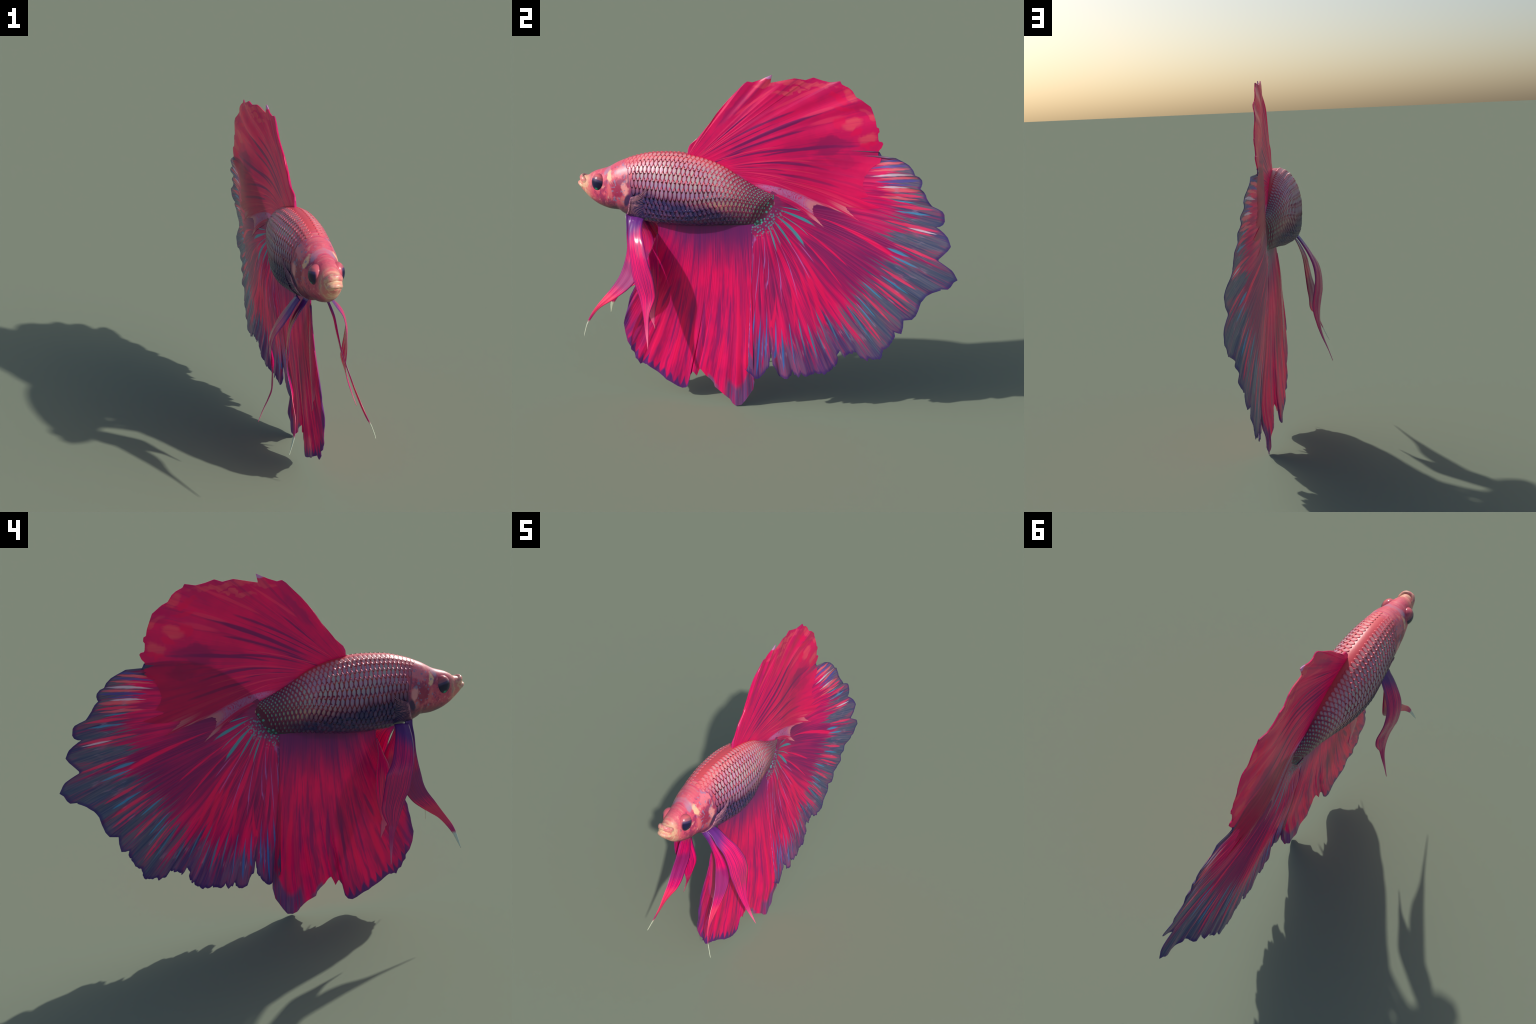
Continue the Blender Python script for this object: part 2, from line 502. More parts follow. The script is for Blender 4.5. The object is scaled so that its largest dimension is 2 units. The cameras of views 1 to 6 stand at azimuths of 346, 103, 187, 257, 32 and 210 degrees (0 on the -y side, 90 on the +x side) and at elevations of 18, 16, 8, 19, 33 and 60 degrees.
def caudal_material():
    m = Mat("caudal_membrane", FIN_ROUGH, FIN_SPEC)
    r, t = m.attr("ray"), m.attr("reach")       # ray: degrees round the hub, from the top down
    pos = m.obj()
    fine = streaks(m, r, t, 1.7, 2.2)
    mid = streaks(m, r, t, .6, 1.8, 3)
    broad = streaks(m, r, t, .13, 1.6, 2)
    rag = m.mul(m.sub(m.noise(m.vec(m.mul(r, 1.3), m.mul(t, 9), 1.0), 1.0, 3, .6), .5), .9)
    c = m.mix(m.step(.40, .60, broad), tint(206, 22, 98), tint(255, 18, 102))
    c = m.mix(m.mul(m.step(.56, .40, mid), .7), c, tint(140, 30, 98))
    c = m.mix(m.mul(m.step(.52, .70, fine), .5), c, tint(252, 26, 98))
    # wine-dark sector in the middle of the fan and around the hub
    sector = m.mul(m.band(34, 46, 68, 76, r), m.band(.16, .32, .62, .78, t))
    c = m.mix(m.mul(sector, m.add(.72, m.mul(m.step(.62, .42, mid), .28))), c, m.mix(m.step(.4, .62, fine), tint(128, 34, 98), tint(164, 30, 96)))
    upper = m.mul(m.step(52, 36, r), m.band(.02, .1, .34, .52, t))
    c = m.mix(m.mul(upper, .85), c, tint(120, 32, 94))
    patch = m.mul(m.band(94, 100, 118, 121, r), m.mul(m.band(.34, .42, .52, .62, t), m.step(.55, .42, mid)))
    c = m.mix(m.mul(patch, .7), c, tint(132, 30, 92))
    # where a streak drawn at mid-length would start: rays drift across the fan on their way out
    out_co = m.sub(r, m.mul(curve(m, r, [(11, -11), (25, -7), (40, -4), (57, 0), (72, 6), (98, 7), (112, 8), (121.5, 4)]), m.sub(t, .82)))
    hub_co = m.sub(r, m.mul(curve(m, r, [(38, 8), (50, 14), (64, 40), (76, 38), (88, 30), (100, 24), (121.5, 2)]), m.sub(t, .12)))
    mid_co = m.sub(r, m.mul(curve(m, r, [(60, 10), (80, 16), (100, 19), (112, 20), (118, 14), (121.5, 0)]), m.sub(t, .34)))
    # scarlet rays
    red = streak_set(m, mid_co, t, [(78, 1.9, .10, .66), (81.2, 1.6, .2, 1.0), (85, 1.1, .22, .76), (94, 1, .3, .7), (60, .8, .2, .55), (45, 1.2, .25, .75), (104, .8, .45, .75), (68, .7, .2, .6)], m.mul(rag, .5))
    c = m.mix(m.mul(red, .9), c, tint(255, 18, 96))
    # slate outer zone, fingered by red rays
    start = m.add(.69, m.mul(m.sub(streaks(m, r, t, .8, .3, 3), .5), .72))
    start = m.add(start, m.add(m.mul(m.step(72, 100, r), .10), m.mul(m.step(40, 22, r), .12)))
    outer = m.step(-.03, .05, m.sub(t, start))
    gap = m.step(.56, .66, streaks(m, m.add(r, 31.0), t, .85, 1.8, 3, .5))
    slate = m.mix(m.step(.4, .6, mid), tint(72, 84, 116), tint(98, 112, 120))
    slate = m.mix(m.step(76, 92, r), slate, m.mix(m.step(.42, .6, mid), tint(92, 66, 120), tint(124, 96, 130)))
    slate = m.mix(m.mul(m.step(.50, .60, fine), .75), slate, tint(158, 66, 108))
    slate = m.mix(m.mul(m.step(.46, .36, fine), .65), slate, tint(54, 46, 104))
    keep = m.mul(outer, m.sub(1.0, m.mul(gap, m.mul(m.step(1.0, .84, t), .9))))
    c = m.mix(m.mul(keep, .94), c, slate)
    dusk = streak_set(m, out_co, t, [(39.8, 2.53, 0.66, 1), (51.2, 2.64, 0.68, 1.04), (47, 1.84, 0.72, 1.04), (33.3, 1.38, 0.78, 1.02), (64.1, 1.61, 0.68, 1.02), (55.8, 2.30, 0.84, 1.08), (76.6, 1.38, 0.66, 1), (70.6, 1.49, 0.66, 1)], rag)
    c = m.mix(m.mul(dusk, .85), c, m.mix(m.step(.4, .6, fine), tint(72, 86, 114), tint(98, 110, 122)))
    ember = streak_set(m, out_co, t, [(43.2, 0.70, 0.68, 1), (35.3, 0.84, 0.62, 0.98), (36.8, 0.42, 0.7, 0.92), (29.2, 0.63, 0.68, 0.96), (54.1, 0.63, 0.7, 0.94), (58.7, 0.77, 0.68, 0.95), (61, 0.56, 0.7, 0.96), (25.1, 0.70, 0.68, 0.98), (67.5, 0.49, 0.68, 0.92), (73.8, 0.42, 0.7, 0.97)], rag)
    c = m.mix(m.mul(ember, .85), c, tint(248, 60, 104))
    # striped upper lobes
    pink = streak_set(m, out_co, t, [(13.4, 0.68, 0.68, 1.02), (15.9, 0.51, 0.66, 1), (23.2, 0.94, 0.68, 1), (19.2, 0.51, 0.7, 1), (26.2, 0.59, 0.64, 0.94)], rag)
    c = m.mix(m.mul(pink, .85), c, tint(250, 112, 118))
    white = streak_set(m, out_co, t, [(18, .6, .66, 1.0), (22.3, .5, .68, .92), (36.1, .35, .76, .94)], rag)
    c = m.mix(white, c, tint(226, 206, 204))
    blue = streak_set(m, out_co, t, [(14.7, 0.63, 0.68, 1), (20.2, 0.63, 0.68, 1), (21.4, 0.41, 0.72, 0.94), (12.4, 0.45, 0.82, 1.02)], rag)
    c = m.mix(m.mul(blue, .9), c, tint(88, 90, 158))
    # cyan dashes where the slate begins, bright blue rays above the lower hem
    cyan = streak_set(m, out_co, t, [(31, 0.37, 0.7, 0.93), (27.4, 0.31, 0.726, 0.904), (46, 0.68, 0.621, 0.749), (48.2, 0.50, 0.654, 0.816), (56.65, 0.37, 0.719, 0.941), (70.1, 0.34, 0.676, 0.864), (72.4, 0.31, 0.695, 0.865), (63.7, 0.31, 0.655, 0.825)], rag)
    c = m.mix(m.mul(cyan, .9), c, tint(66, 158, 186))
    azure = streak_set(m, out_co, t, [(117, 0.50, 0.6, 0.98), (120, 0.43, 0.53, 0.96), (113.6, 0.43, 0.64, 0.94), (107.4, 0.53, 0.68, 0.96), (110.1, 0.40, 0.61, 0.94), (99.1, 0.37, 0.62, 0.88), (95.5, 0.56, 0.67, 0.9), (103.6, 0.37, 0.64, 0.92), (115.3, 0.31, 0.7, 0.92), (89.6, 0.37, 0.68, 0.88),
                                      (121.2, 0.25, 0.6, 0.92), (86, 0.37, 0.7, 0.9), (76.4, 0.34, 0.66, 0.92), (92.3, 0.25, 0.72, 0.9), (82.5, 0.25, 0.72, 0.9)], m.mul(rag, .6))
    c = m.mix(m.mul(azure, .88), c, m.mix(m.step(96, 112, r), tint(74, 136, 160), tint(52, 124, 190)))
    # teal wedges and lilac lines running out from the hub
    wedge = streak_set(m, hub_co, t, [(49.5, 1.58, 0.01, 0.26), (64, 2.59, 0.01, 0.28), (75.5, 1.87, 0.02, 0.21), (94.6, 1.87, 0.02, 0.2), (86, 1.08, 0.03, 0.2), (56.3, 0.58, 0.04, 0.26), (41.5, 1.01, 0.02, 0.18)], m.mul(rag, .5))
    c = m.mix(m.mul(wedge, .92), c, tint(60, 172, 170))
    lilac = streak_set(m, mid_co, t, [(120.9, .45, .18, .48), (117, .4, .16, .54), (109.5, .32, .16, .52), (112.5, .5, .06, .38), (100.8, .42, .14, .54), (91.5, .4, .16, .52), (81, .5, .16, .44), (121.6, .4, .06, .22), (73, .4, .22, .38)], m.mul(rag, .5))
    c = m.mix(m.mul(lilac, .85), c, tint(186, 110, 180))
    root = m.step(.07, .03, t)
    c = m.mix(m.mul(root, .7), c, tint(120, 52, 100))
    dots = m.mul(m.step(.42, .30, m.voronoi(pos, 76, rand=.8)), m.mul(m.step(.10, .05, t), m.step(44, 54, r)))
    c = m.mix(m.mul(dots, .9), c, tint(100, 176, 172))
    # indigo hem
    c = m.mix(m.mul(m.step(.972, .995, m.add(t, m.mul(m.sub(fine, .5), .04))), .75), c, tint(64, 46, 112))
    return fin_finish(m, c)


def anal_material():
    m = Mat("anal_membrane", FIN_ROUGH, FIN_SPEC)
    r, t = m.attr("ray"), m.attr("reach")
    x, y, z = m.xyz(m.obj())
    fine = streaks(m, r, t, 130, 3.5)
    mid = streaks(m, r, t, 48, 3.0, 3)
    broad = streaks(m, r, t, 9, 2.4, 3)
    rag = m.mul(m.sub(m.noise(m.vec(m.mul(r, 60), m.mul(t, 8), 1.0), 1.0, 3, .6), .5), .9)
    c = m.mix(m.step(.38, .60, broad), tint(210, 22, 98), tint(255, 16, 100))
    c = m.mix(m.mul(m.step(.52, .36, mid), .65), c, tint(138, 30, 100))
    c = m.mix(m.mul(m.step(.52, .70, fine), .45), c, tint(255, 24, 98))
    top = m.step(.34, .03, m.add(t, m.add(m.mul(m.sub(mid, .5), .16), m.mul(m.step(.5, .1, r), .08))))
    c = m.mix(m.mul(top, .88), c, tint(102, 42, 108))
    shade = dashes(m, r, t, [(.52, .45, .60, .86, .018), (.28, .42, .26, .62, .012), (.66, .45, .68, .8, .014), (.44, .5, .46, .9, .008), (.74, .4, .74, .75, .010), (.20, .45, .19, .85, .006), (.36, .4, .37, .85, .006)], rag)
    c = m.mix(m.mul(shade, .7), c, tint(130, 32, 104))
    glow = dashes(m, r, t, [(.80, .35, .82, .92, .02), (.88, .40, .87, .92, .02), (.93, .3, .94, .86, .012), (.30, .6, .31, .96, .016), (.52, .72, .52, .95, .012), (.40, .55, .41, .92, .012), (.72, .62, .70, .95, .012)], rag)
    c = m.mix(m.mul(glow, .75), c, tint(255, 18, 92))
    # indigo teeth along the fore and lower hem
    saw = m.math("PINGPONG", m.math("MULTIPLY_ADD", broad, 1.6, m.mul(r, 36.0)), .5)
    saw = m.math("POWER", m.mul(saw, 2.0), 1.6)
    teeth = m.mul(m.step(-.012, .012, m.sub(t, m.sub(.985, m.mul(saw, m.mul(mid, .11))))), m.mul(m.step(.57, .52, r), m.step(.12, .2, r)))
    c = m.mix(m.mul(teeth, .9), c, tint(78, 48, 114))
    fore = m.mul(m.step(.22, .10, m.add(r, m.mul(m.sub(mid, .5), .10))), m.step(.80, .95, t))
    c = m.mix(m.mul(fore, .85), c, tint(78, 48, 118))
    lead = m.mul(m.step(.030, .006, r), m.step(.2, .9, t))
    c = m.mix(m.mul(lead, .7), c, tint(110, 44, 120))
    # greyish purple lobe with a pink rounded fold at the rear corner
    lobe = m.mul(m.step(.735, .77, r), m.step(-.03, .02, m.sub(t, m.add(.90, m.mul(m.step(.8, .9, r), -.045)))))
    c = m.mix(m.mul(lobe, .9), c, m.mix(m.step(.46, .58, fine), tint(98, 78, 124), m.mix(m.step(.45, .55, mid), tint(168, 44, 102), tint(120, 96, 134))))
    gap = m.mul(m.band(.652, .664, .70, .73, r), m.step(.965, .99, t))
    c = m.mix(m.mul(gap, .8), c, tint(112, 104, 134))
    fold = blob(m, y, z, -.055, .275, .014, .045, 0, m.mul(rag, .3))
    c = m.mix(m.mul(fold, .9), c, tint(255, 24, 92))
    # broken lilac seam against the tail fin
    seam = dashes(m, r, t, [(.992, .10, .990, .26, .006), (.984, .24, .985, .40, .004), (.993, .34, .992, .62, .0055), (.985, .46, .985, .62, .003), (.99, .60, .985, .93, .0045)], m.mul(rag, .6))
    c = m.mix(m.mul(seam, .9), c, m.mix(m.step(.45, .6, m.noise(m.vec(0, m.mul(t, 30), 0), 1.0, 2)), tint(96, 100, 176), tint(206, 130, 190)))
    return fin_finish(m, c)


def ribbon_material(name, white_tip):
    m = Mat(name, .22, .55)
    w, l = m.attr("across"), m.attr("along")
    fine = m.noise(m.vec(m.mul(w, 12), m.mul(l, 2.5), 0), 1.0, 3, .6)
    c = m.mix(m.step(.40, .62, fine), tint(160, 26, 100), tint(255, 20, 100))
    c = m.mix(m.mul(m.step(.21, .07, m.add(l, m.add(m.mul(m.sub(fine, .5), .1), m.mul(w, .05)))), .92), c, tint(84, 44, 118))
    edge = m.step(.72, 1.0, m.math("ABSOLUTE", w))
    c = m.mix(m.mul(edge, .5), c, tint(104, 36, 110))
    if white_tip:
        wine = m.band(.32, .38, .52, .60, l)
        c = m.mix(m.mul(wine, .75), c, tint(132, 42, 104))
        c = m.mix(m.mul(m.band(.60, .66, .80, .86, l), .7), c, tint(255, 62, 92))
        c = m.mix(m.step(.875, .90, l), c, tint(212, 226, 180))
    else:
        c = m.mix(m.mul(m.step(.8, .95, l), .65), c, tint(238, 120, 140))
    m.colour(c)
    return m.m


# ----------------------------------------------------------------- the fish
fish = bpy.data.objects.new("fighting_fish", None)
COL.objects.link(fish)
fish["label"] = "crimson betta fish with large fan-shaped fins and purple edges"
fish["category"] = "fish"

# body as one smooth surface, split into head, torso and tail
NY, NP = 300, 120
ys = Y0 + (Y1 - Y0) * (0.5 - 0.5 * np.cos(np.linspace(0.0, 1, NY) * math.pi)) * 1.0
ys = .45 * ys + .55 * np.linspace(Y0, Y1, NY)
ph = np.arange(NP) * math.tau / NP
grid = body_point(ys[:, None], ph[None, :])
verts = grid.reshape(-1, 3)
faces = []
for i in range(NY - 1):
    for j in range(NP):
        k = (j + 1) % NP
        faces.append((i * NP + j, i * NP + k, (i + 1) * NP + k, (i + 1) * NP + j))
cap0, cap1 = len(verts), len(verts) + 1
verts = np.vstack([verts, grid[0].mean(0) + [0, -.002, 0], grid[-1].mean(0) + [0, .001, 0]])
for j in range(NP):
    k = (j + 1) % NP
    faces.append((cap0, k, j))
    faces.append((cap1, (NY - 1) * NP + j, (NY - 1) * NP + k))
faces = [f[::-1] for f in faces]
nrm = np.zeros_like(verts)
for f in faces:
    p = verts[list(f)]
    n = np.cross(p[2] - p[0], (p[3] if len(f) == 4 else p[1]) - p[1] if len(f) == 4 else p[1] - p[0])
    if len(f) == 3:
        n = np.cross(p[1] - p[0], p[2] - p[0])
    for v in f:
        nrm[v] += n
nrm /= np.linalg.norm(nrm, axis=1, keepdims=True) + 1e-12
if (nrm[(NY // 2) * NP + NP // 4] * [1, 0, 0]).sum() < 0:
    nrm, faces = -nrm, [f[::-1] for f in faces]
centre = np.array([verts[list(f)].mean(0) for f in faces])
gill_line = -.69 - .12 * np.abs(centre[:, 2] - 1.16)
region = np.where(centre[:, 1] < gill_line, 0, np.where(centre[:, 1] < -.06, 1, 2))
skin_mats = {0: flesh_material("head_skin", True), 1: flesh_material("flank_skin"), 2: flesh_material("tail_skin")}
parts = {}
for k, nm in enumerate(("head", "torso", "tail")):
    sel = [f for f, rg in zip(faces, region) if rg == k]
    used = sorted({v for f in sel for v in f})
    remap = {v: i for i, v in enumerate(used)}
    ob = make_object(nm, verts[used], [[remap[v] for v in f] for f in sel], skin_mats[k], fish)
    ob.data.normals_split_custom_set_from_vertices([tuple(nrm[v]) for v in used])
    parts[nm] = ob


# ---- lips: two rounded bands across the snout
def lip(name, path, radius, mat):
    n, k = 40, 18
    t = np.linspace(0, 1, n)
    p = catmull(path, t)
    tan = np.gradient(p, axis=0)
    tan /= np.linalg.norm(tan, axis=1, keepdims=True)
    up = np.array([0, .25, 1.0])
    side = np.cross(tan, up); side /= np.linalg.norm(side, axis=1, keepdims=True)
    up2 = np.cross(side, tan)
    a = np.arange(k) * math.tau / k
    rad = np.array(radius)
    end = np.sqrt(np.clip(np.minimum(t, 1 - t) / .12, .02, 1))
    ring = p[:, None] + (side[:, None] * np.cos(a)[None, :, None] * rad[0] + up2[:, None] * np.sin(a)[None, :, None] * rad[1]) * end[:, None, None]
    v = ring.reshape(-1, 3)
    fs = [(i * k + j, i * k + (j + 1) % k, (i + 1) * k + (j + 1) % k, (i + 1) * k + j) for i in range(n - 1) for j in range(k)]
    fs += [tuple(range(k))[::-1], tuple((n - 1) * k + j for j in range(k))]
    return make_object(name, v, fs, mat, parts["head"])


lip_mat = plain("lip_skin", lin(222, 152, 140), .35, .5, (60, lin(232, 196, 160))).m
upper_mat = plain("upper_lip_skin", lin(218, 112, 124), .35, .5, (45, lin(232, 186, 156))).m
lip("upper_lip", [(-.034, -.938, 1.150), (-.030, -.962, 1.166), (-.019, -.977, 1.176), (0, -.981, 1.179), (.019, -.977, 1.176), (.030, -.962, 1.166), (.034, -.938, 1.150)], (.0105, .0145), upper_mat)
lip("lower_lip", [(-.031, -.944, 1.122), (-.027, -.974, 1.137), (-.016, -.990, 1.146), (0, -.995, 1.147), (.016, -.990, 1.146), (.027, -.974, 1.137), (.031, -.944, 1.122)], (.009, .0098), lip_mat)

# ---- eyes
eye_mat = Mat("eye_surface", .25, .5)
ox, oy, oz = eye_mat.xyz(eye_mat.obj())
ax = eye_mat.math("ABSOLUTE", ox)
lid_line = eye_mat.add(eye_mat.add(oz, eye_mat.mul(oy, .25)), eye_mat.mul(ax, -.35))
eye_col = eye_mat.layers(lin(26, 22, 62), (eye_mat.step(-.006, .008, lid_line), lin(72, 56, 100)), (eye_mat.step(.008, .016, lid_line), lin(168, 96, 112)),
                         (eye_mat.step(.020, .034, lid_line), lin(222, 110, 112)))
ring = eye_mat.step(.020, .010, ax)
eye_col = eye_mat.mix(ring, eye_col, lin(206, 96, 112))
glint = eye_mat.mul(eye_mat.step(.010, .004, eye_mat.math("ABSOLUTE", eye_mat.add(oy, .002))), eye_mat.band(-.040, -.034, -.028, -.022, oz))  # green glint baked into the eye colour, low on the eyeball
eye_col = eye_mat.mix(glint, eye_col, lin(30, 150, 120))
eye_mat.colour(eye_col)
bm_pts = []
nu, nv = 40, 28
ev, ef = [], []
for i in range(nv + 1):
    th = math.pi * i / nv
    for j in range(nu):
        a = math.tau * j / nu
        ev.append((.034 * math.cos(th), .0385 * math.sin(th) * math.cos(a), .0465 * math.sin(th) * math.sin(a)))
for i in range(nv):
    for j in range(nu):
        k = (j + 1) % nu
        ef.append((i * nu + j, i * nu + k, (i + 1) * nu + k, (i + 1) * nu + j))
for side in (1, -1):
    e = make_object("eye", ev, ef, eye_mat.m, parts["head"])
    e.location = (side * .0465, -.870, 1.163)
    e.rotation_euler = (0, 0, side * -.14)

# ----------------------------------------------------------------- scales
def scale_mesh():
    """a low dome with a lens outline, so that neighbouring rows interlock"""
    rings, seg = 4, 16
    v, a, l = [(0, 0, .0007)], [0], [0]
    for i in range(1, rings + 1):
        r = i / rings
        for j in range(seg):
            th = math.tau * j / seg
            cx, cy = math.cos(th), math.sin(th)
            px, py = r * np.sign(cx) * abs(cx) ** 1.15, r * np.sign(cy) * abs(cy) ** 1.15
            v.append((px, py, .0007 * (1 - r ** 2.5) - .0002 * r))
            l.append(px); a.append(py)
    base = len(v)
    for j in range(seg):
        q = v[1 + (rings - 1) * seg + j]
        v.append((q[0], q[1], -.004))
        l.append(q[0]); a.append(q[1])
    f = [(0, 1 + j, 1 + (j + 1) % seg) for j in range(seg)]
    for i in range(rings - 1):
        o, q = 1 + i * seg, 1 + (i + 1) * seg
        f += [(o + j, q + j, q + (j + 1) % seg, o + (j + 1) % seg) for j in range(seg)]
    o = 1 + (rings - 1) * seg
    f += [(o + j, base + j, base + (j + 1) % seg, o + (j + 1) % seg) for j in range(seg)]
    return v, f, a, l


sv, sf, sa, sl = scale_mesh()
scale_mat = scale_material()
scale_me = bpy.data.meshes.new("scale")
scale_me.from_pydata(sv, [], sf)
for key, vals in (("across", sa), ("along", sl)):
    scale_me.attributes.new(key, "FLOAT", "POINT").data.foreach_set("value", np.array(vals, np.float32))
scale_me.materials.append(scale_mat)
scale_me.polygons.foreach_set("use_smooth", [True] * len(scale_me.polygons))

ROWS = 13
spots = []
for row in range(ROWS):
    frac = .060 + .845 * (row + .5) / ROWS        # fraction of half girth from back to belly
    y, col = -.80 + (.011 if row % 2 else 0), 0
    while y < .045:
        hgt = (pchip(ZT, y) - pchip(ZB, y)) / .37
        step_y = .0228 * (.5 + .5 * hgt)
        phi = math.pi * (.5 + (frac - .5) * (1.0 if frac < .5 else .98))
        p = body_point(np.array(y), np.array(phi))
        in_front = y < -.672 - .75 * max(0, p[2] - 1.215) + (.06 if p[2] < 1.12 else 0)
        beyond = (.050 - y) + (p[2] - 1.128) * .63 < .012
        if not in_front and not beyond:
            half = float(hgt) ** .9
            q = body_point(np.array(y), np.array(phi + .02))
            arc = np.linalg.norm(q - p) / .02 * math.pi * .845 / ROWS
            spots.append((float(y), phi, step_y * .56, float(arc) * .80))
        y += step_y
order = sorted(range(len(spots)), key=lambda i: -spots[i][2] * spots[i][3])
joined_v, joined_f, joined_a, joined_l = [], [], [], []
made = 0
for i in order:
    y, phi, sx_, sy_ = spots[i]
    for side in (1, -1):
        p = body_point(np.array(y), np.array(phi))
        n = body_normal(np.array(y), np.array(phi))
        ty = body_point(np.array(y + .004), np.array(phi)) - body_point(np.array(y - .004), np.array(phi))
        ty = ty / np.linalg.norm(ty)
        ta = np.cross(n, ty)
        j = rng.uniform(-1, 1, 3)
        sc = 1 + .05 * j[0]
        zs = min(1.0, sx_ / .0125)
        R = np.stack([ty * sx_ * sc, ta * sy_ * (1 + .05 * j[1]), n * zs], 1)
        p = p + n * .0004
        if side < 0:
            R = np.diag([-1, 1, 1]) @ R
            R[:, 1] *= -1
            p = p * [-1, 1, 1]
        if made < 300:
            ob = bpy.data.objects.new("scale", scale_me)
            COL.objects.link(ob)
            ob.parent = parts["torso"]
            M = Matrix.Identity(4)
            for a_ in range(3):
                for b_ in range(3):
                    M[a_][b_] = R[a_, b_]
                M[a_][3] = p[a_]
            ob.matrix_world = M
            made += 1
        else:
            o = len(joined_v)
            joined_v += list(np.array(sv) @ R.T + p)
            joined_f += [tuple(q + o for q in f) for f in sf]
            sg = 1
            joined_a += sa
            joined_l += sl
small = make_object("small_scales", joined_v, joined_f, scale_mat, parts["torso"], {"across": joined_a, "along": joined_l})
small["kind"] = "stuff"
print("scales", len(spots) * 2)

# ---- pectoral fins: fans of pale rays lying along the flank
pect_mat = plain("pectoral_ray", lin(190, 128, 148), .4, .4, (70, lin(120, 72, 112))).m
for side in (1, -1):
    v, f = [], []
    roots = [(-.672, 1.108), (-.676, 1.092), (-.682, 1.070), (-.690, 1.045), (-.702, 1.018)]
    tips = [(-.572, 1.182), (-.585, 1.146), (-.602, 1.108), (-.606, 1.075), (-.612, 1.042), (-.630, 1.012), (-.660, 1.000)]
    nr = 19

    def on_flank(y, z, lift):
        zt, zb, w = pchip(ZT, y), pchip(ZB, y), pchip(HW, y)
        zm = zb + pchip(FM, y) * (zt - zb)
        q = np.where(z > zm, (z - zm) / (zt - zm), (zm - z) / (zm - zb))
        return w * np.clip(1 - np.abs(q) ** 2.09, 0, 1) ** (1 / 2.09) + lift

    def tube(pts, rad):
        o = len(v)
        k = 6
        for i, (yy, zz) in enumerate(pts):
            rr = rad[i]
            tx = pts[min(i + 1, len(pts) - 1)] - pts[max(i - 1, 0)]
            tx = tx / (np.linalg.norm(tx) + 1e-9)
            nx = np.array([-tx[1], tx[0]])
            for a in range(k):
                ang = math.tau * a / k
                yz = np.array([yy, zz]) + nx * math.cos(ang) * rr
                v.append((side * (float(on_flank(yz[0], yz[1], .0022)) + math.sin(ang) * rr * .8), yz[0], yz[1]))
        for i in range(len(pts) - 1):
            for a in range(k):
                b = (a + 1) % k
                f.append((o + i * k + a, o + i * k + b, o + (i + 1) * k + b, o + (i + 1) * k + a))
    for q in range(nr):
        u = np.array([q / (nr - 1)])
        a, b = catmull(roots, u)[0], catmull(tips, u)[0]
        b = a + (b - a) * (1 + .06 * math.sin(q * 2.3))
        t = np.linspace(0, 1, 12)
        bow = np.array([b[1] - a[1], a[0] - b[0]]) * (.10 if q < nr / 2 else -.06)
        pts = a + (b - a) * t[:, None] + bow * np.sin(math.pi * t)[:, None]
        tube(pts, .0014 * (1 - t) + .0004)
    t = np.linspace(0, 1, 24)
    tube(catmull(roots + [(-.722, .998)], t), .0048 * np.sin(math.pi * np.clip(t * .8 + .1, 0, 1)) + .001)
    make_object("pectoral_fin", v, f, pect_mat, parts["torso"])


# ----------------------------------------------------------------- fins
def along(points, s):
    p = np.array(points, float)
    d = np.concatenate([[0], np.cumsum(np.linalg.norm(np.diff(p, axis=0), axis=1))])
    d /= d[-1]
    return np.stack([np.interp(s, d, p[:, i]) for i in range(p.shape[1])], -1)


def fin(name, base, margin, bend, depth, half, mat, ray_attr, ns, nt, pleat=None):
    """Loft rays from a base line to a margin; both faces, closed all round.
    base, margin: (ns+1, 2) in (y, z);  bend(s, t) -> offset (y, z);  half(s, t) -> half thickness"""
    s = np.linspace(0, 1, ns + 1)[:, None]
    t = (np.linspace(0, 1, nt + 1) ** .9)[None, :]
    P = base[:, None] + (margin - base)[:, None] * t[..., None] + bend(s, t)
    y, z = P[..., 0], P[..., 1]
    x = depth(y, z)
    if pleat is not None:
        x = x + pleat(s, t)
    h = half(s, t) * np.ones_like(x)
    v = np.vstack([np.stack([x + h, y, z], -1).reshape(-1, 3), np.stack([x - h, y, z], -1).reshape(-1, 3)])
    n = (ns + 1) * (nt + 1)
    idx = np.arange(n).reshape(ns + 1, nt + 1)
    q = np.stack([idx[:-1, :-1], idx[1:, :-1], idx[1:, 1:], idx[:-1, 1:]], -1).reshape(-1, 4)
    rim = np.concatenate([idx[:, 0], idx[-1, 1:], idx[-2::-1, -1], idx[0, -2:0:-1]])
    nxt = np.roll(rim, -1)
    side = np.stack([rim, rim + n, nxt + n, nxt], -1)
    f = np.vstack([q[:, ::-1], q + n, side[:, ::-1]])
    ray = np.broadcast_to(ray_attr[:, None], x.shape).ravel()
    reach = np.broadcast_to(t, x.shape).ravel()
    ob = make_object(name, v, f, mat, fish, {"ray": np.tile(ray, 2), "reach": np.tile(reach, 2)})
    # keep the rim crisp while the faces stay smooth
    me = ob.data
    sharp = np.zeros(len(me.edges), bool)
    ev = np.empty(len(me.edges) * 2, np.int32)
    me.edges.foreach_get("vertices", ev)
    ev = ev.reshape(-1, 2)
    rimset = np.zeros(2 * n, bool)
    rimset[rim] = True
    rimset[rim + n] = True
    sharp = rimset[ev[:, 0]] & rimset[ev[:, 1]] & ((ev[:, 0] < n) == (ev[:, 1] < n))
    at = me.attributes.new("sharp_edge", "BOOLEAN", "EDGE")
    at.data.foreach_set("value", sharp)
    return ob


def ridges(s, count, seed, width=.5):
    """fin rays as fine ridges across s"""
    g = np.random.default_rng(seed)
    ph = g.uniform(0, math.tau, 3)
    u = s * count + .8 * np.sin(s * 19 + ph[0]) + .5 * np.sin(s * 41 + ph[1])
    return (.5 + .5 * np.cos(u * math.tau)) ** 2


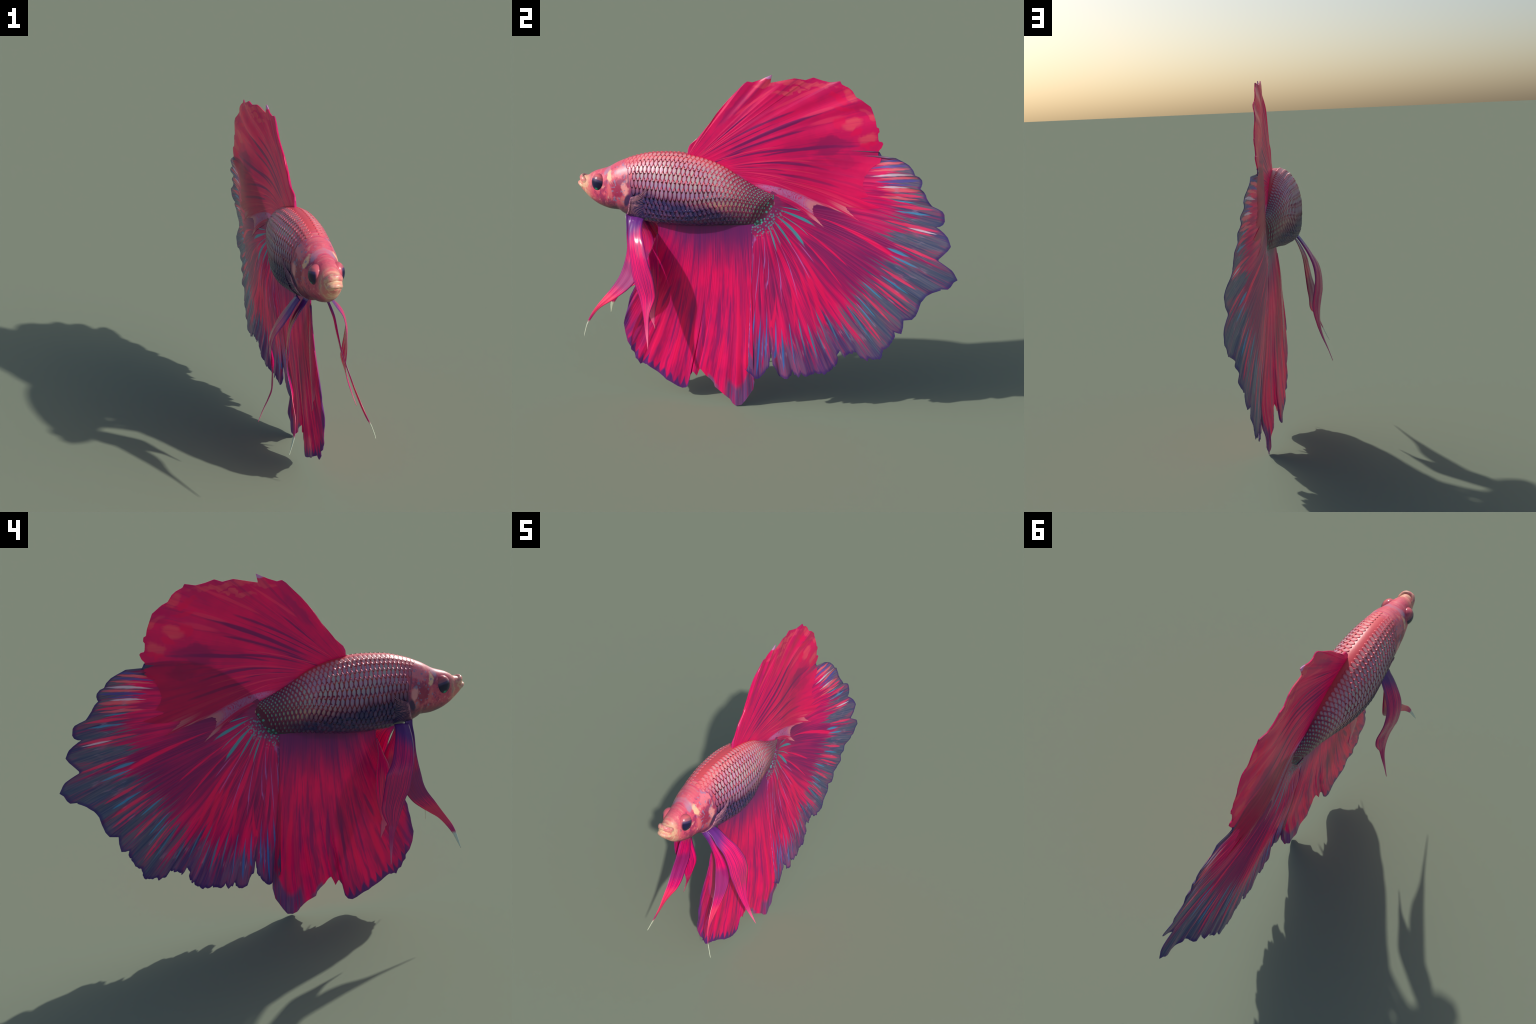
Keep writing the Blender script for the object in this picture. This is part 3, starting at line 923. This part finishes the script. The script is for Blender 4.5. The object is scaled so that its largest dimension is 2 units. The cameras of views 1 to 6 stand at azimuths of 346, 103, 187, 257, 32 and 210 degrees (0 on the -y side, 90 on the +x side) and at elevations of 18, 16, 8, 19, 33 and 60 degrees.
# the whole fan bends gently: controls (y, z, x)
UPPER_SHEET = [(.027, 1.754, -.003), (.136, 1.740, -.024), (.189, 1.732, -.033), (.225, 1.748, -.036), (.359, 1.737, -.037),
               (.440, 1.664, -.038), (.513, 1.619, -.045), (.560, 1.514, -.050), (.585, 1.443, -.050), (.582, 1.367, -.058),
               (-.389, 1.383, .007), (-.407, 1.341, .008), (-.090, 1.718, .001), (.496, 1.046, -.029), (.593, 1.128, -.028),
               (-.051, 1.201, -.004), (.646, 1.376, -.042), (.750, 1.300, -.032), (.787, 1.266, -.025), (.780, 1.238, -.018),
               (.843, 1.157, -.009), (.906, 1.122, -.005), (.908, 1.082, -.006), (.876, 1.058, .010), (.950, .972, .033),
               (.894, .903, .031), (.997, .806, .032), (.950, .754, .028), (.847, .704, .022), (.785, .572, .009),
               (.745, .563, .006), (.737, .488, 0), (.647, .346, -.008), (.573, .317, -.008), (.457, .327, -.002),
               (.356, .227, .018), (.161, .190, .041), (.005, .175, .063), (.663, .917, .002), (.773, .854, .017),
               (.663, 1.123, -.010), (.217, .491, .019), (-.050, .557, .028), (.515, .669, -.010), (.170, .467, .028),
               (.266, .457, .022), (.132, .434, .036), (-.148, 1.592, -.001), (.384, 1.584, -.044), (.470, 1.536, -.049),
               (.335, 1.682, -.041), (.465, 1.419, -.043), (.186, .936, -.028), (.129, .931, -.024), (.062, .893, .002),
               (-.063, .419, .042), (.364, 1.319, -.048), (-.250, 1.300, .004), (.030, 1.080, 0),
               (.050, 1.420, .002), (-.100, 1.400, .006), (.590, 1.270, -.024), (.050, .770, -.006), (.400, .600, -.016), (.220, .680, -.006),
               (.450, .850, -.019), (.540, .990, -.018), (-.05, .94, -.002), (-.05, .86, .004), (-.05, .69, .0185), (-.05, .41, .046)]
LOWER_SHEET = [(-.095, .003, .042), (-.007, .156, .055), (-.018, .103, .044), (-.232, .091, .034), (-.315, .185, .033),
               (-.335, .137, .026), (-.356, .163, .026), (-.422, .049, .014), (-.661, .162, .010), (-.756, .388, .010),
               (-.718, .540, .008), (-.536, .322, .010), (-.311, .283, .029), (-.556, .930, .021), (-.556, .880, .017), (-.570, .800, .011), (-.400, .955, .023), (-.300, .955, .022), (-.180, .965, .010),
               (-.650, .660, .010), (-.050, .557, .028), (-.063, .419, .042)]
UPPER_SHEET = [(y_, z_, x_ + .0025) for y_, z_, x_ in UPPER_SHEET]
upper_depth = sheet_depth(UPPER_SHEET)
for zz in (.98, .90, .80, .70, .50, .35, .25):      # both sheets meet along the seam
    LOWER_SHEET.append((-.05, zz, float(upper_depth(np.array([-.05]), np.array([zz]))[0])))
LOWER_SHEET = [(c[0], c[1], c[2] + .0025 * (c[0] < -.06)) for c in LOWER_SHEET if c[:2] not in ((-.050, .557), (-.063, .419))]
lower_depth = sheet_depth(LOWER_SHEET, 1e-3)

# ---- dorsal fin
DORSAL = [(-.388, 1.385), (-.348, 1.422), (-.309, 1.471), (-.274, 1.514), (-.250, 1.553), (-.216, 1.596), (-.182, 1.635), (-.144, 1.673),
          (-.115, 1.704), (-.096, 1.717), (-.072, 1.713), (-.029, 1.729), (.026, 1.755), (.018, 1.715), (.051, 1.722), (.135, 1.741),
          (.188, 1.734), (.225, 1.748), (.267, 1.736), (.311, 1.728), (.359, 1.737), (.369, 1.721), (.400, 1.708), (.420, 1.693),
          (.440, 1.664), (.468, 1.651), (.492, 1.634), (.514, 1.619), (.528, 1.587), (.542, 1.551), (.548, 1.523), (.560, 1.517),
          (.563, 1.499), (.556, 1.490), (.559, 1.462), (.563, 1.452), (.578, 1.451), (.585, 1.442), (.577, 1.420), (.565, 1.407),
          (.562, 1.389), (.566, 1.377), (.580, 1.369), (.574, 1.347), (.544, 1.329), (.524, 1.308), (.505, 1.274), (.496, 1.235),
          (.507, 1.207), (.529, 1.178), (.493, 1.165), (.502, 1.142), (.547, 1.129), (.592, 1.128), (.539, 1.114), (.490, 1.112),
          (.455, 1.116), (.416, 1.115), (.443, 1.086), (.497, 1.045), (.459, 1.061), (.409, 1.083), (.359, 1.096), (.305, 1.112),
          (.270, 1.118), (.254, 1.106), (.250, 1.091), (.258, 1.062), (.279, 1.038), (.313, 1.001), (.274, 1.028), (.224, 1.070)]
NS = 640
s1 = np.linspace(0, 1, NS + 1)
margin = along([(-.397, 1.366)] + DORSAL + [(.126, 1.125)], s1)
base_line = [(-.407, 1.325), (-.33, 1.30), (-.24, 1.27), (-.15, 1.225), (-.08, 1.195), (-.03, 1.175)]
# the leading edge is the margin itself as far as the first tip; rays fan from the base behind it
base = catmull(base_line, np.clip(.02 + .98 * smooth(0, .86, s1) , 0, 1))
ang = np.unwrap(np.arctan2(margin[:, 1] - 1.20, margin[:, 0] + .52))
ray = np.maximum.accumulate((ang[0] - ang) / (ang[0] - ang[-1] + 1e-9) * 1.0)
ray = np.clip(.5 * ray + .5 * s1, 0, 1)
# rays leave the back in a bunch and spread towards the margin
origin = np.interp(ray, [0, .2, .42, .5, .65, .9, .96, 1], [0, .10, .18, .29, .37, .47, .74, 1])
base = np.stack([np.interp(origin, ray, base[:, i]) for i in range(2)], -1)


def dorsal_bend(s, t):
    k = np.sin(math.pi * t) * smooth(.28, .5, s) * smooth(1.0, .85, s)
    return np.stack([0 * k, .035 * k], -1)


def dorsal_half(s, t):
    body = .0052 - .0018 * t
    return (body + .0008 * ridges(s, 26, 3) * np.sin(math.pi * np.clip(t, 0, 1)) ** .5) * (1 - .35 * smooth(.96, 1, t))


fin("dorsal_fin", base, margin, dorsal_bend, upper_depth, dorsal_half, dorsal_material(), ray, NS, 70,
    lambda s, t: .0032 * smooth(.35, 1, t) * smooth(.60, .45, s) * np.sin(s * 95 + 1.4 * np.sin(s * 31)))

# ---- caudal fin
CAUDAL = [(.52, 1.395), (.565, 1.400), (.580, 1.374), (.607, 1.370), (.647, 1.377), (.665, 1.369), (.689, 1.359), (.716, 1.345), (.738, 1.323), (.749, 1.300),
          (.769, 1.293), (.784, 1.278), (.787, 1.264), (.784, 1.248), (.780, 1.238), (.798, 1.223), (.808, 1.208), (.814, 1.194), (.830, 1.172),
          (.843, 1.157), (.874, 1.145), (.895, 1.135), (.905, 1.121), (.910, 1.088), (.903, 1.072), (.888, 1.062), (.870, 1.059), (.886, 1.051),
          (.911, 1.033), (.931, 1.014), (.940, .997), (.950, .973), (.937, .951), (.916, .927), (.896, .905), (.895, .896), (.929, .877),
          (.963, .856), (.975, .842), (.995, .807), (.977, .793), (.965, .768), (.952, .754), (.915, .752), (.919, .748), (.878, .728), (.847, .704),
          (.825, .671), (.816, .631), (.804, .595), (.786, .571), (.744, .564), (.745, .527), (.738, .488), (.718, .489), (.701, .492),
          (.708, .470), (.698, .447), (.683, .421), (.677, .402), (.658, .386), (.648, .375), (.648, .346), (.631, .330), (.602, .327),
          (.581, .335), (.573, .317), (.557, .325), (.540, .325), (.529, .348), (.513, .362), (.496, .350), (.481, .351), (.469, .342),
          (.458, .327), (.445, .338), (.431, .363), (.418, .341), (.422, .315), (.416, .279), (.402, .267), (.379, .245), (.355, .226),
          (.327, .227), (.293, .225), (.261, .210), (.243, .218), (.238, .229), (.224, .200), (.203, .207), (.195, .225), (.181, .203),
          (.164, .189), (.129, .189), (.113, .220), (.097, .245), (.086, .260), (.076, .34), (.069, .254), (.057, .232), (.038, .204),
          (.019, .184), (.003, .175), (-.016, .182), (-.030, .196), (-.058, .225)]
HUB = np.array([-.06, 1.075])
cm = np.array(CAUDAL)
th = np.maximum.accumulate(-np.degrees(np.arctan2(cm[:, 1] - HUB[1], cm[:, 0] - HUB[0])) + 32 + 1e-4 * np.arange(len(cm)))
NS = 900
s1 = np.linspace(0, 1, NS + 1)
# even mix of angle and length, so every lobe and slit gets its share of rays
arc = np.concatenate([[0], np.cumsum(np.linalg.norm(np.diff(cm, axis=0), axis=1))])
key = .5 * (th - th[0]) / (th[-1] - th[0]) + .5 * arc / arc[-1]
key = np.maximum.accumulate(key + 1e-6 * np.arange(len(key)))
key = (key - key[0]) / (key[-1] - key[0])
margin = np.stack([np.interp(s1, key, cm[:, i]) for i in range(2)], -1)
ray = np.interp(s1, key, th)
# frayed hem below: short random nicks between the rays
g = np.random.default_rng(11)
fray = np.interp(s1, np.linspace(0, 1, 300), g.uniform(0, 1, 300)) ** 3 * smooth(62, 80, ray)
margin = margin - (margin - HUB) / np.linalg.norm(margin - HUB, axis=1, keepdims=True) * (.015 * fray - .003)[:, None]
ang = np.radians(-(ray - 32))
stalk = catmull([(.02, 1.16), (.058, 1.118), (.040, 1.075), (.018, 1.035), (-.008, 1.000), (-.056, .985)], np.interp(ray, [0, 30, 49, 57, 66, 76, 101, 109, 119, ray[-1]], [0, .21, .33, .42, .46, .55, .69, .81, .93, 1]))


def caudal_bend(s, t):
    r = np.interp(s[:, 0], s1, ray)[:, None]
    k = np.sin(math.pi * t)
    lift = .085 * smooth(48, 8, r) + .022 * smooth(75, 45, r) * smooth(20, 48, r)
    back = .012 * smooth(70, 100, r)
    return np.stack([-back * k * 0, lift * k], -1)


def caudal_half(s, t):
    fade = .0022 - .0008 * t
    r = ridges(s, 75, 5) * smooth(.05, .3, t)
    return (fade + .0006 * r + .004 * smooth(.10, 0, t)) * (1 - .3 * smooth(.97, 1, t))


fin("caudal_fin", stalk, margin, caudal_bend, upper_depth, caudal_half, caudal_material(), ray, NS, 90,
    lambda s, t: .0050 * smooth(.70, 1, t) * np.sin(s * 150 + 1.6 * np.sin(s * 43)) * (.6 + .4 * np.sin(s * 17)))

# ---- anal fin
ANAL = [(-.719, .541), (-.727, .502), (-.741, .446), (-.755, .387), (-.748, .336), (-.734, .287), (-.714, .259), (-.713, .240), (-.696, .225),
        (-.688, .195), (-.674, .186), (-.661, .162), (-.647, .170), (-.633, .164), (-.625, .166), (-.589, .143), (-.561, .126), (-.528, .105),
        (-.512, .091), (-.484, .080), (-.445, .059), (-.420, .051), (-.398, .057), (-.384, .075), (-.379, .099), (-.373, .134), (-.355, .163),
        (-.344, .150), (-.335, .138), (-.324, .166), (-.315, .185), (-.304, .178), (-.280, .150), (-.256, .132), (-.239, .114), (-.231, .090),
        (-.190, .066), (-.146, .033), (-.130, .011), (-.108, .000), (-.079, .007), (-.056, .038), (-.035, .074), (-.017, .104), (-.008, .156),
        (-.030, .194), (-.052, .228)]
NS = 620
s1 = np.linspace(0, 1, NS + 1)
margin = along(ANAL, s1)
base = along([(-.556, .985), (-.4, .985), (-.2, .995), (-.045, 1.0)], s1)
front = along([(-.556, .985), (-.553, .93), (-.556, .90), (-.572, .840), (-.610, .755), (-.652, .668), (-.697, .587), (-.719, .541)], np.linspace(0, 1, 101))
ft = np.linspace(0, 1, 101)
front_off = front - (front[0] + (front[-1] - front[0]) * ft[:, None])


def anal_bend(s, t):
    tt = np.broadcast_to(t, (s.shape[0], t.shape[1]))
    k = (1 - smooth(0, .45, s))
    o = np.stack([np.interp(tt, ft, front_off[:, 0]), np.interp(tt, ft, front_off[:, 1])], -1) * k[..., None]
    # trailing rays hang straight, then sweep forward
    o[..., 0] += .03 * np.sin(math.pi * tt) * smooth(.05, .35, s) * smooth(1, .7, s)
    return o


def anal_half(s, t):
    return (.0030 - .0012 * t + .0006 * ridges(s, 60, 9) * smooth(.03, .2, t)) * (1 - .3 * smooth(.97, 1, t))


fin("anal_fin", base, margin, anal_bend, lower_depth, anal_half, anal_material(), s1, NS, 90,
    lambda s, t: .0035 * smooth(.35, 1, t) * np.sin(s * 80 + 1.5 * np.sin(s * 23)) * smooth(0, .06, s) * smooth(1, .93, s))

# ---- pelvic fins: tapering, cambered, twisting ribbons
FORE_FRONT = [(.030, -.722, 1.015), (.046, -.724, .998), (.068, -.713, .955), (.088, -.705, .900), (.099, -.698, .850), (.106, -.701, .800), (.114, -.718, .730), (.124, -.738, .678),
              (.135, -.775, .620), (.142, -.808, .578), (.155, -.848, .525), (.170, -.880, .472), (.190, -.896, .420), (.205, -.903, .362)]
FORE_BACK = [(.040, -.680, 1.005), (.067, -.683, .969), (.085, -.675, .925), (.105, -.663, .870), (.120, -.638, .800), (.132, -.627, .740), (.141, -.628, .695), (.148, -.645, .662),
             (.152, -.690, .615), (.152, -.765, .558), (.155, -.833, .510), (.168, -.870, .462), (.188, -.891, .416), (.2045, -.902, .362)]
HIND_FRONT = [(.050, -.690, .995), (.079, -.686, .966), (.105, -.687, .926), (.138, -.675, .874), (.155, -.662, .803), (.161, -.652, .740), (.165, -.640, .690),
              (.167, -.622, .640), (.170, -.602, .585), (.186, -.580, .510), (.211, -.561, .437), (.247, -.533, .346)]
HIND_BACK = [(.045, -.618, .990), (.080, -.618, .974), (.119, -.607, .936), (.159, -.584, .888), (.184, -.563, .832), (.193, -.547, .785), (.191, -.524, .715),
             (.184, -.517, .665), (.177, -.516, .605), (.196, -.541, .520), (.220, -.539, .432), (.2485, -.531, .344)]


PORT_FORE_FRONT = [(-.030, -.725, 1.015), (-.050, -.718, .977), (-.083, -.715, .931), (-.116, -.710, .866), (-.128, -.717, .809), (-.138, -.729, .751), (-.150, -.738, .703), (-.154, -.758, .660),
                   (-.152, -.796, .608), (-.155, -.830, .558), (-.156, -.860, .516), (-.163, -.888, .474), (-.178, -.906, .428), (-.192, -.913, .394), (-.207, -.918, .360)]
PORT_FORE_BACK = [(-.045, -.680, 1.002), (-.070, -.668, .955), (-.092, -.645, .905), (-.107, -.627, .849), (-.115, -.622, .779), (-.122, -.629, .701), (-.126, -.662, .645), (-.124, -.698, .600),
                  (-.128, -.741, .566), (-.142, -.779, .541), (-.153, -.818, .514), (-.164, -.856, .472), (-.178, -.886, .428), (-.194, -.904, .387), (-.2055, -.916, .360)]
PORT_HIND_FRONT = [(-.066, -.690, .990), (-.088, -.692, .965), (-.112, -.694, .929), (-.142, -.689, .885), (-.180, -.674, .829), (-.196, -.660, .772), (-.200, -.643, .701), (-.193, -.626, .652),
                   (-.185, -.609, .589), (-.187, -.588, .522), (-.200, -.566, .469), (-.224, -.548, .408), (-.248, -.534, .343)]
PORT_HIND_BACK = [(-.060, -.618, .992), (-.088, -.614, .962), (-.132, -.591, .896), (-.160, -.569, .835), (-.172, -.538, .777), (-.167, -.529, .718), (-.155, -.523, .640), (-.160, -.517, .592),
                  (-.169, -.529, .550), (-.177, -.544, .514), (-.195, -.542, .466), (-.224, -.536, .402), (-.247, -.531, .343)]


def ribbon(name, a, b, camber, mat, side, thick=.0024):
    n, k = 110, 14
    def even(points):
        p = catmull(points, np.linspace(0, 1, 400))
        return along(p, np.linspace(0, 1, n))
    A, B = even(a), even(b)
    w = np.linspace(-1, 1, k)
    mid = (A + B) / 2
    tan = np.gradient(mid, axis=0)
    wid = B - A
    L0 = np.linalg.norm(wid, axis=1)
    grow = np.maximum(L0, .0058 * smooth(1.0, .97, np.linspace(0, 1, n)) + .001) / (L0 + 1e-9)
    wid = wid * grow[:, None]
    nr = np.cross(tan, wid)
    nr /= np.linalg.norm(nr, axis=1, keepdims=True) + 1e-12
    if nr[8, 0] * side < 0:      # outer face at the root
        nr = -nr
    L = np.linalg.norm(wid, axis=1)
    S = mid[:, None] + wid[:, None] * w[None, :, None] / 2
    fold = (1 - w**2)[None, :] * (camber[0] + (camber[1] - camber[0]) * smooth(.12, .4, np.linspace(0, 1, n)))[:, None] * L[:, None] + .010 * L[:, None] * np.cos(w * 7.5 + .8)[None, :]
    S = S + nr[:, None] * fold[..., None]
    h = (thick * np.sqrt(np.clip(1 - w**2, .06, 1)))[None, :, None] * np.clip(.5 + L / .05, .5, 1)[:, None, None]
    v = np.vstack([(S + nr[:, None] * h).reshape(-1, 3), (S - nr[:, None] * h).reshape(-1, 3)])
    N = n * k
    idx = np.arange(N).reshape(n, k)
    q = np.stack([idx[:-1, :-1], idx[1:, :-1], idx[1:, 1:], idx[:-1, 1:]], -1).reshape(-1, 4)
    rim = np.concatenate([idx[:, 0], idx[-1, 1:], idx[-2::-1, -1], idx[0, -2:0:-1]])
    nxt = np.roll(rim, -1)
    f = np.vstack([q, (q + N)[:, ::-1], np.stack([rim, rim + N, nxt + N, nxt], -1)])
    e1, e2 = v[f[40][1]] - v[f[40][0]], v[f[40][2]] - v[f[40][0]]
    if np.cross(e1, e2) @ nr[40 // (k - 1)] < 0:
        f = f[:, ::-1]
    arcl = np.concatenate([[0], np.cumsum(np.linalg.norm(np.diff(mid, axis=0), axis=1))])
    arcl /= arcl[-1]
    at = {"across": np.tile(np.broadcast_to(w[None], (n, k)).ravel(), 2), "along": np.tile(np.broadcast_to(arcl[:, None], (n, k)).ravel(), 2)}
    ob = make_object(name, v, f, mat, fish, at)
    return ob


fore_mat, hind_mat = ribbon_material("pelvic_membrane_pale_tip", True), ribbon_material("pelvic_membrane", False)
ribbon("pelvic_fin", FORE_FRONT, FORE_BACK, (-.22, -.02), fore_mat, 1)
ribbon("pelvic_fin", HIND_FRONT, HIND_BACK, (.04, .03), hind_mat, 1)
ribbon("pelvic_fin", PORT_FORE_FRONT, PORT_FORE_BACK, (-.06, .03), fore_mat, -1)
ribbon("pelvic_fin", PORT_HIND_FRONT, PORT_HIND_BACK, (.08, .04), hind_mat, -1)

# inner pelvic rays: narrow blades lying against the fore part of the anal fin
INNER = [[(-.560, .905), (-.575, .870), (-.594, .820), (-.615, .775), (-.630, .72), (-.640, .64), (-.642, .56), (-.620, .47), (-.580, .385)],
         [(-.552, .905), (-.556, .875), (-.560, .83), (-.556, .78), (-.548, .72), (-.548, .64), (-.556, .56), (-.575, .47), (-.573, .372)]]
inner_mat = ribbon_material("inner_pelvic_membrane", False)
n, k = 70, 12
A, B = catmull(INNER[0], np.linspace(0, 1, n)), catmull(INNER[1], np.linspace(0, 1, n))
w = np.linspace(-1, 1, k)
Q = (A + B)[:, None] / 2 + (B - A)[:, None] * w[None, :, None] / 2
x0 = lower_depth(Q[..., 0], Q[..., 1])
rise = .0018 + .0034 * np.sqrt(np.clip(1 - w**2, 0, 1))[None, :] * np.ones((n, 1))
N = n * k
vv = np.vstack([np.stack([x0 + rise, Q[..., 0], Q[..., 1]], -1).reshape(-1, 3), np.stack([x0 - rise, Q[..., 0], Q[..., 1]], -1).reshape(-1, 3)])
idx = np.arange(N).reshape(n, k)
q = np.stack([idx[:-1, :-1], idx[1:, :-1], idx[1:, 1:], idx[:-1, 1:]], -1).reshape(-1, 4)
rim = np.concatenate([idx[:, 0], idx[-1, 1:], idx[-2::-1, -1], idx[0, -2:0:-1]])
nxt = np.roll(rim, -1)
ff = np.vstack([q, (q + N)[:, ::-1], np.stack([rim, rim + N, nxt + N, nxt], -1)])
lw = np.broadcast_to(w[None], (n, k)).ravel()
ll = np.broadcast_to(np.linspace(0, 1, n)[:, None], (n, k)).ravel()
make_object("pelvic_fin", vv, ff, inner_mat, fish, {"across": np.tile(lw, 2), "along": np.tile(.12 + .88 * ll, 2)})
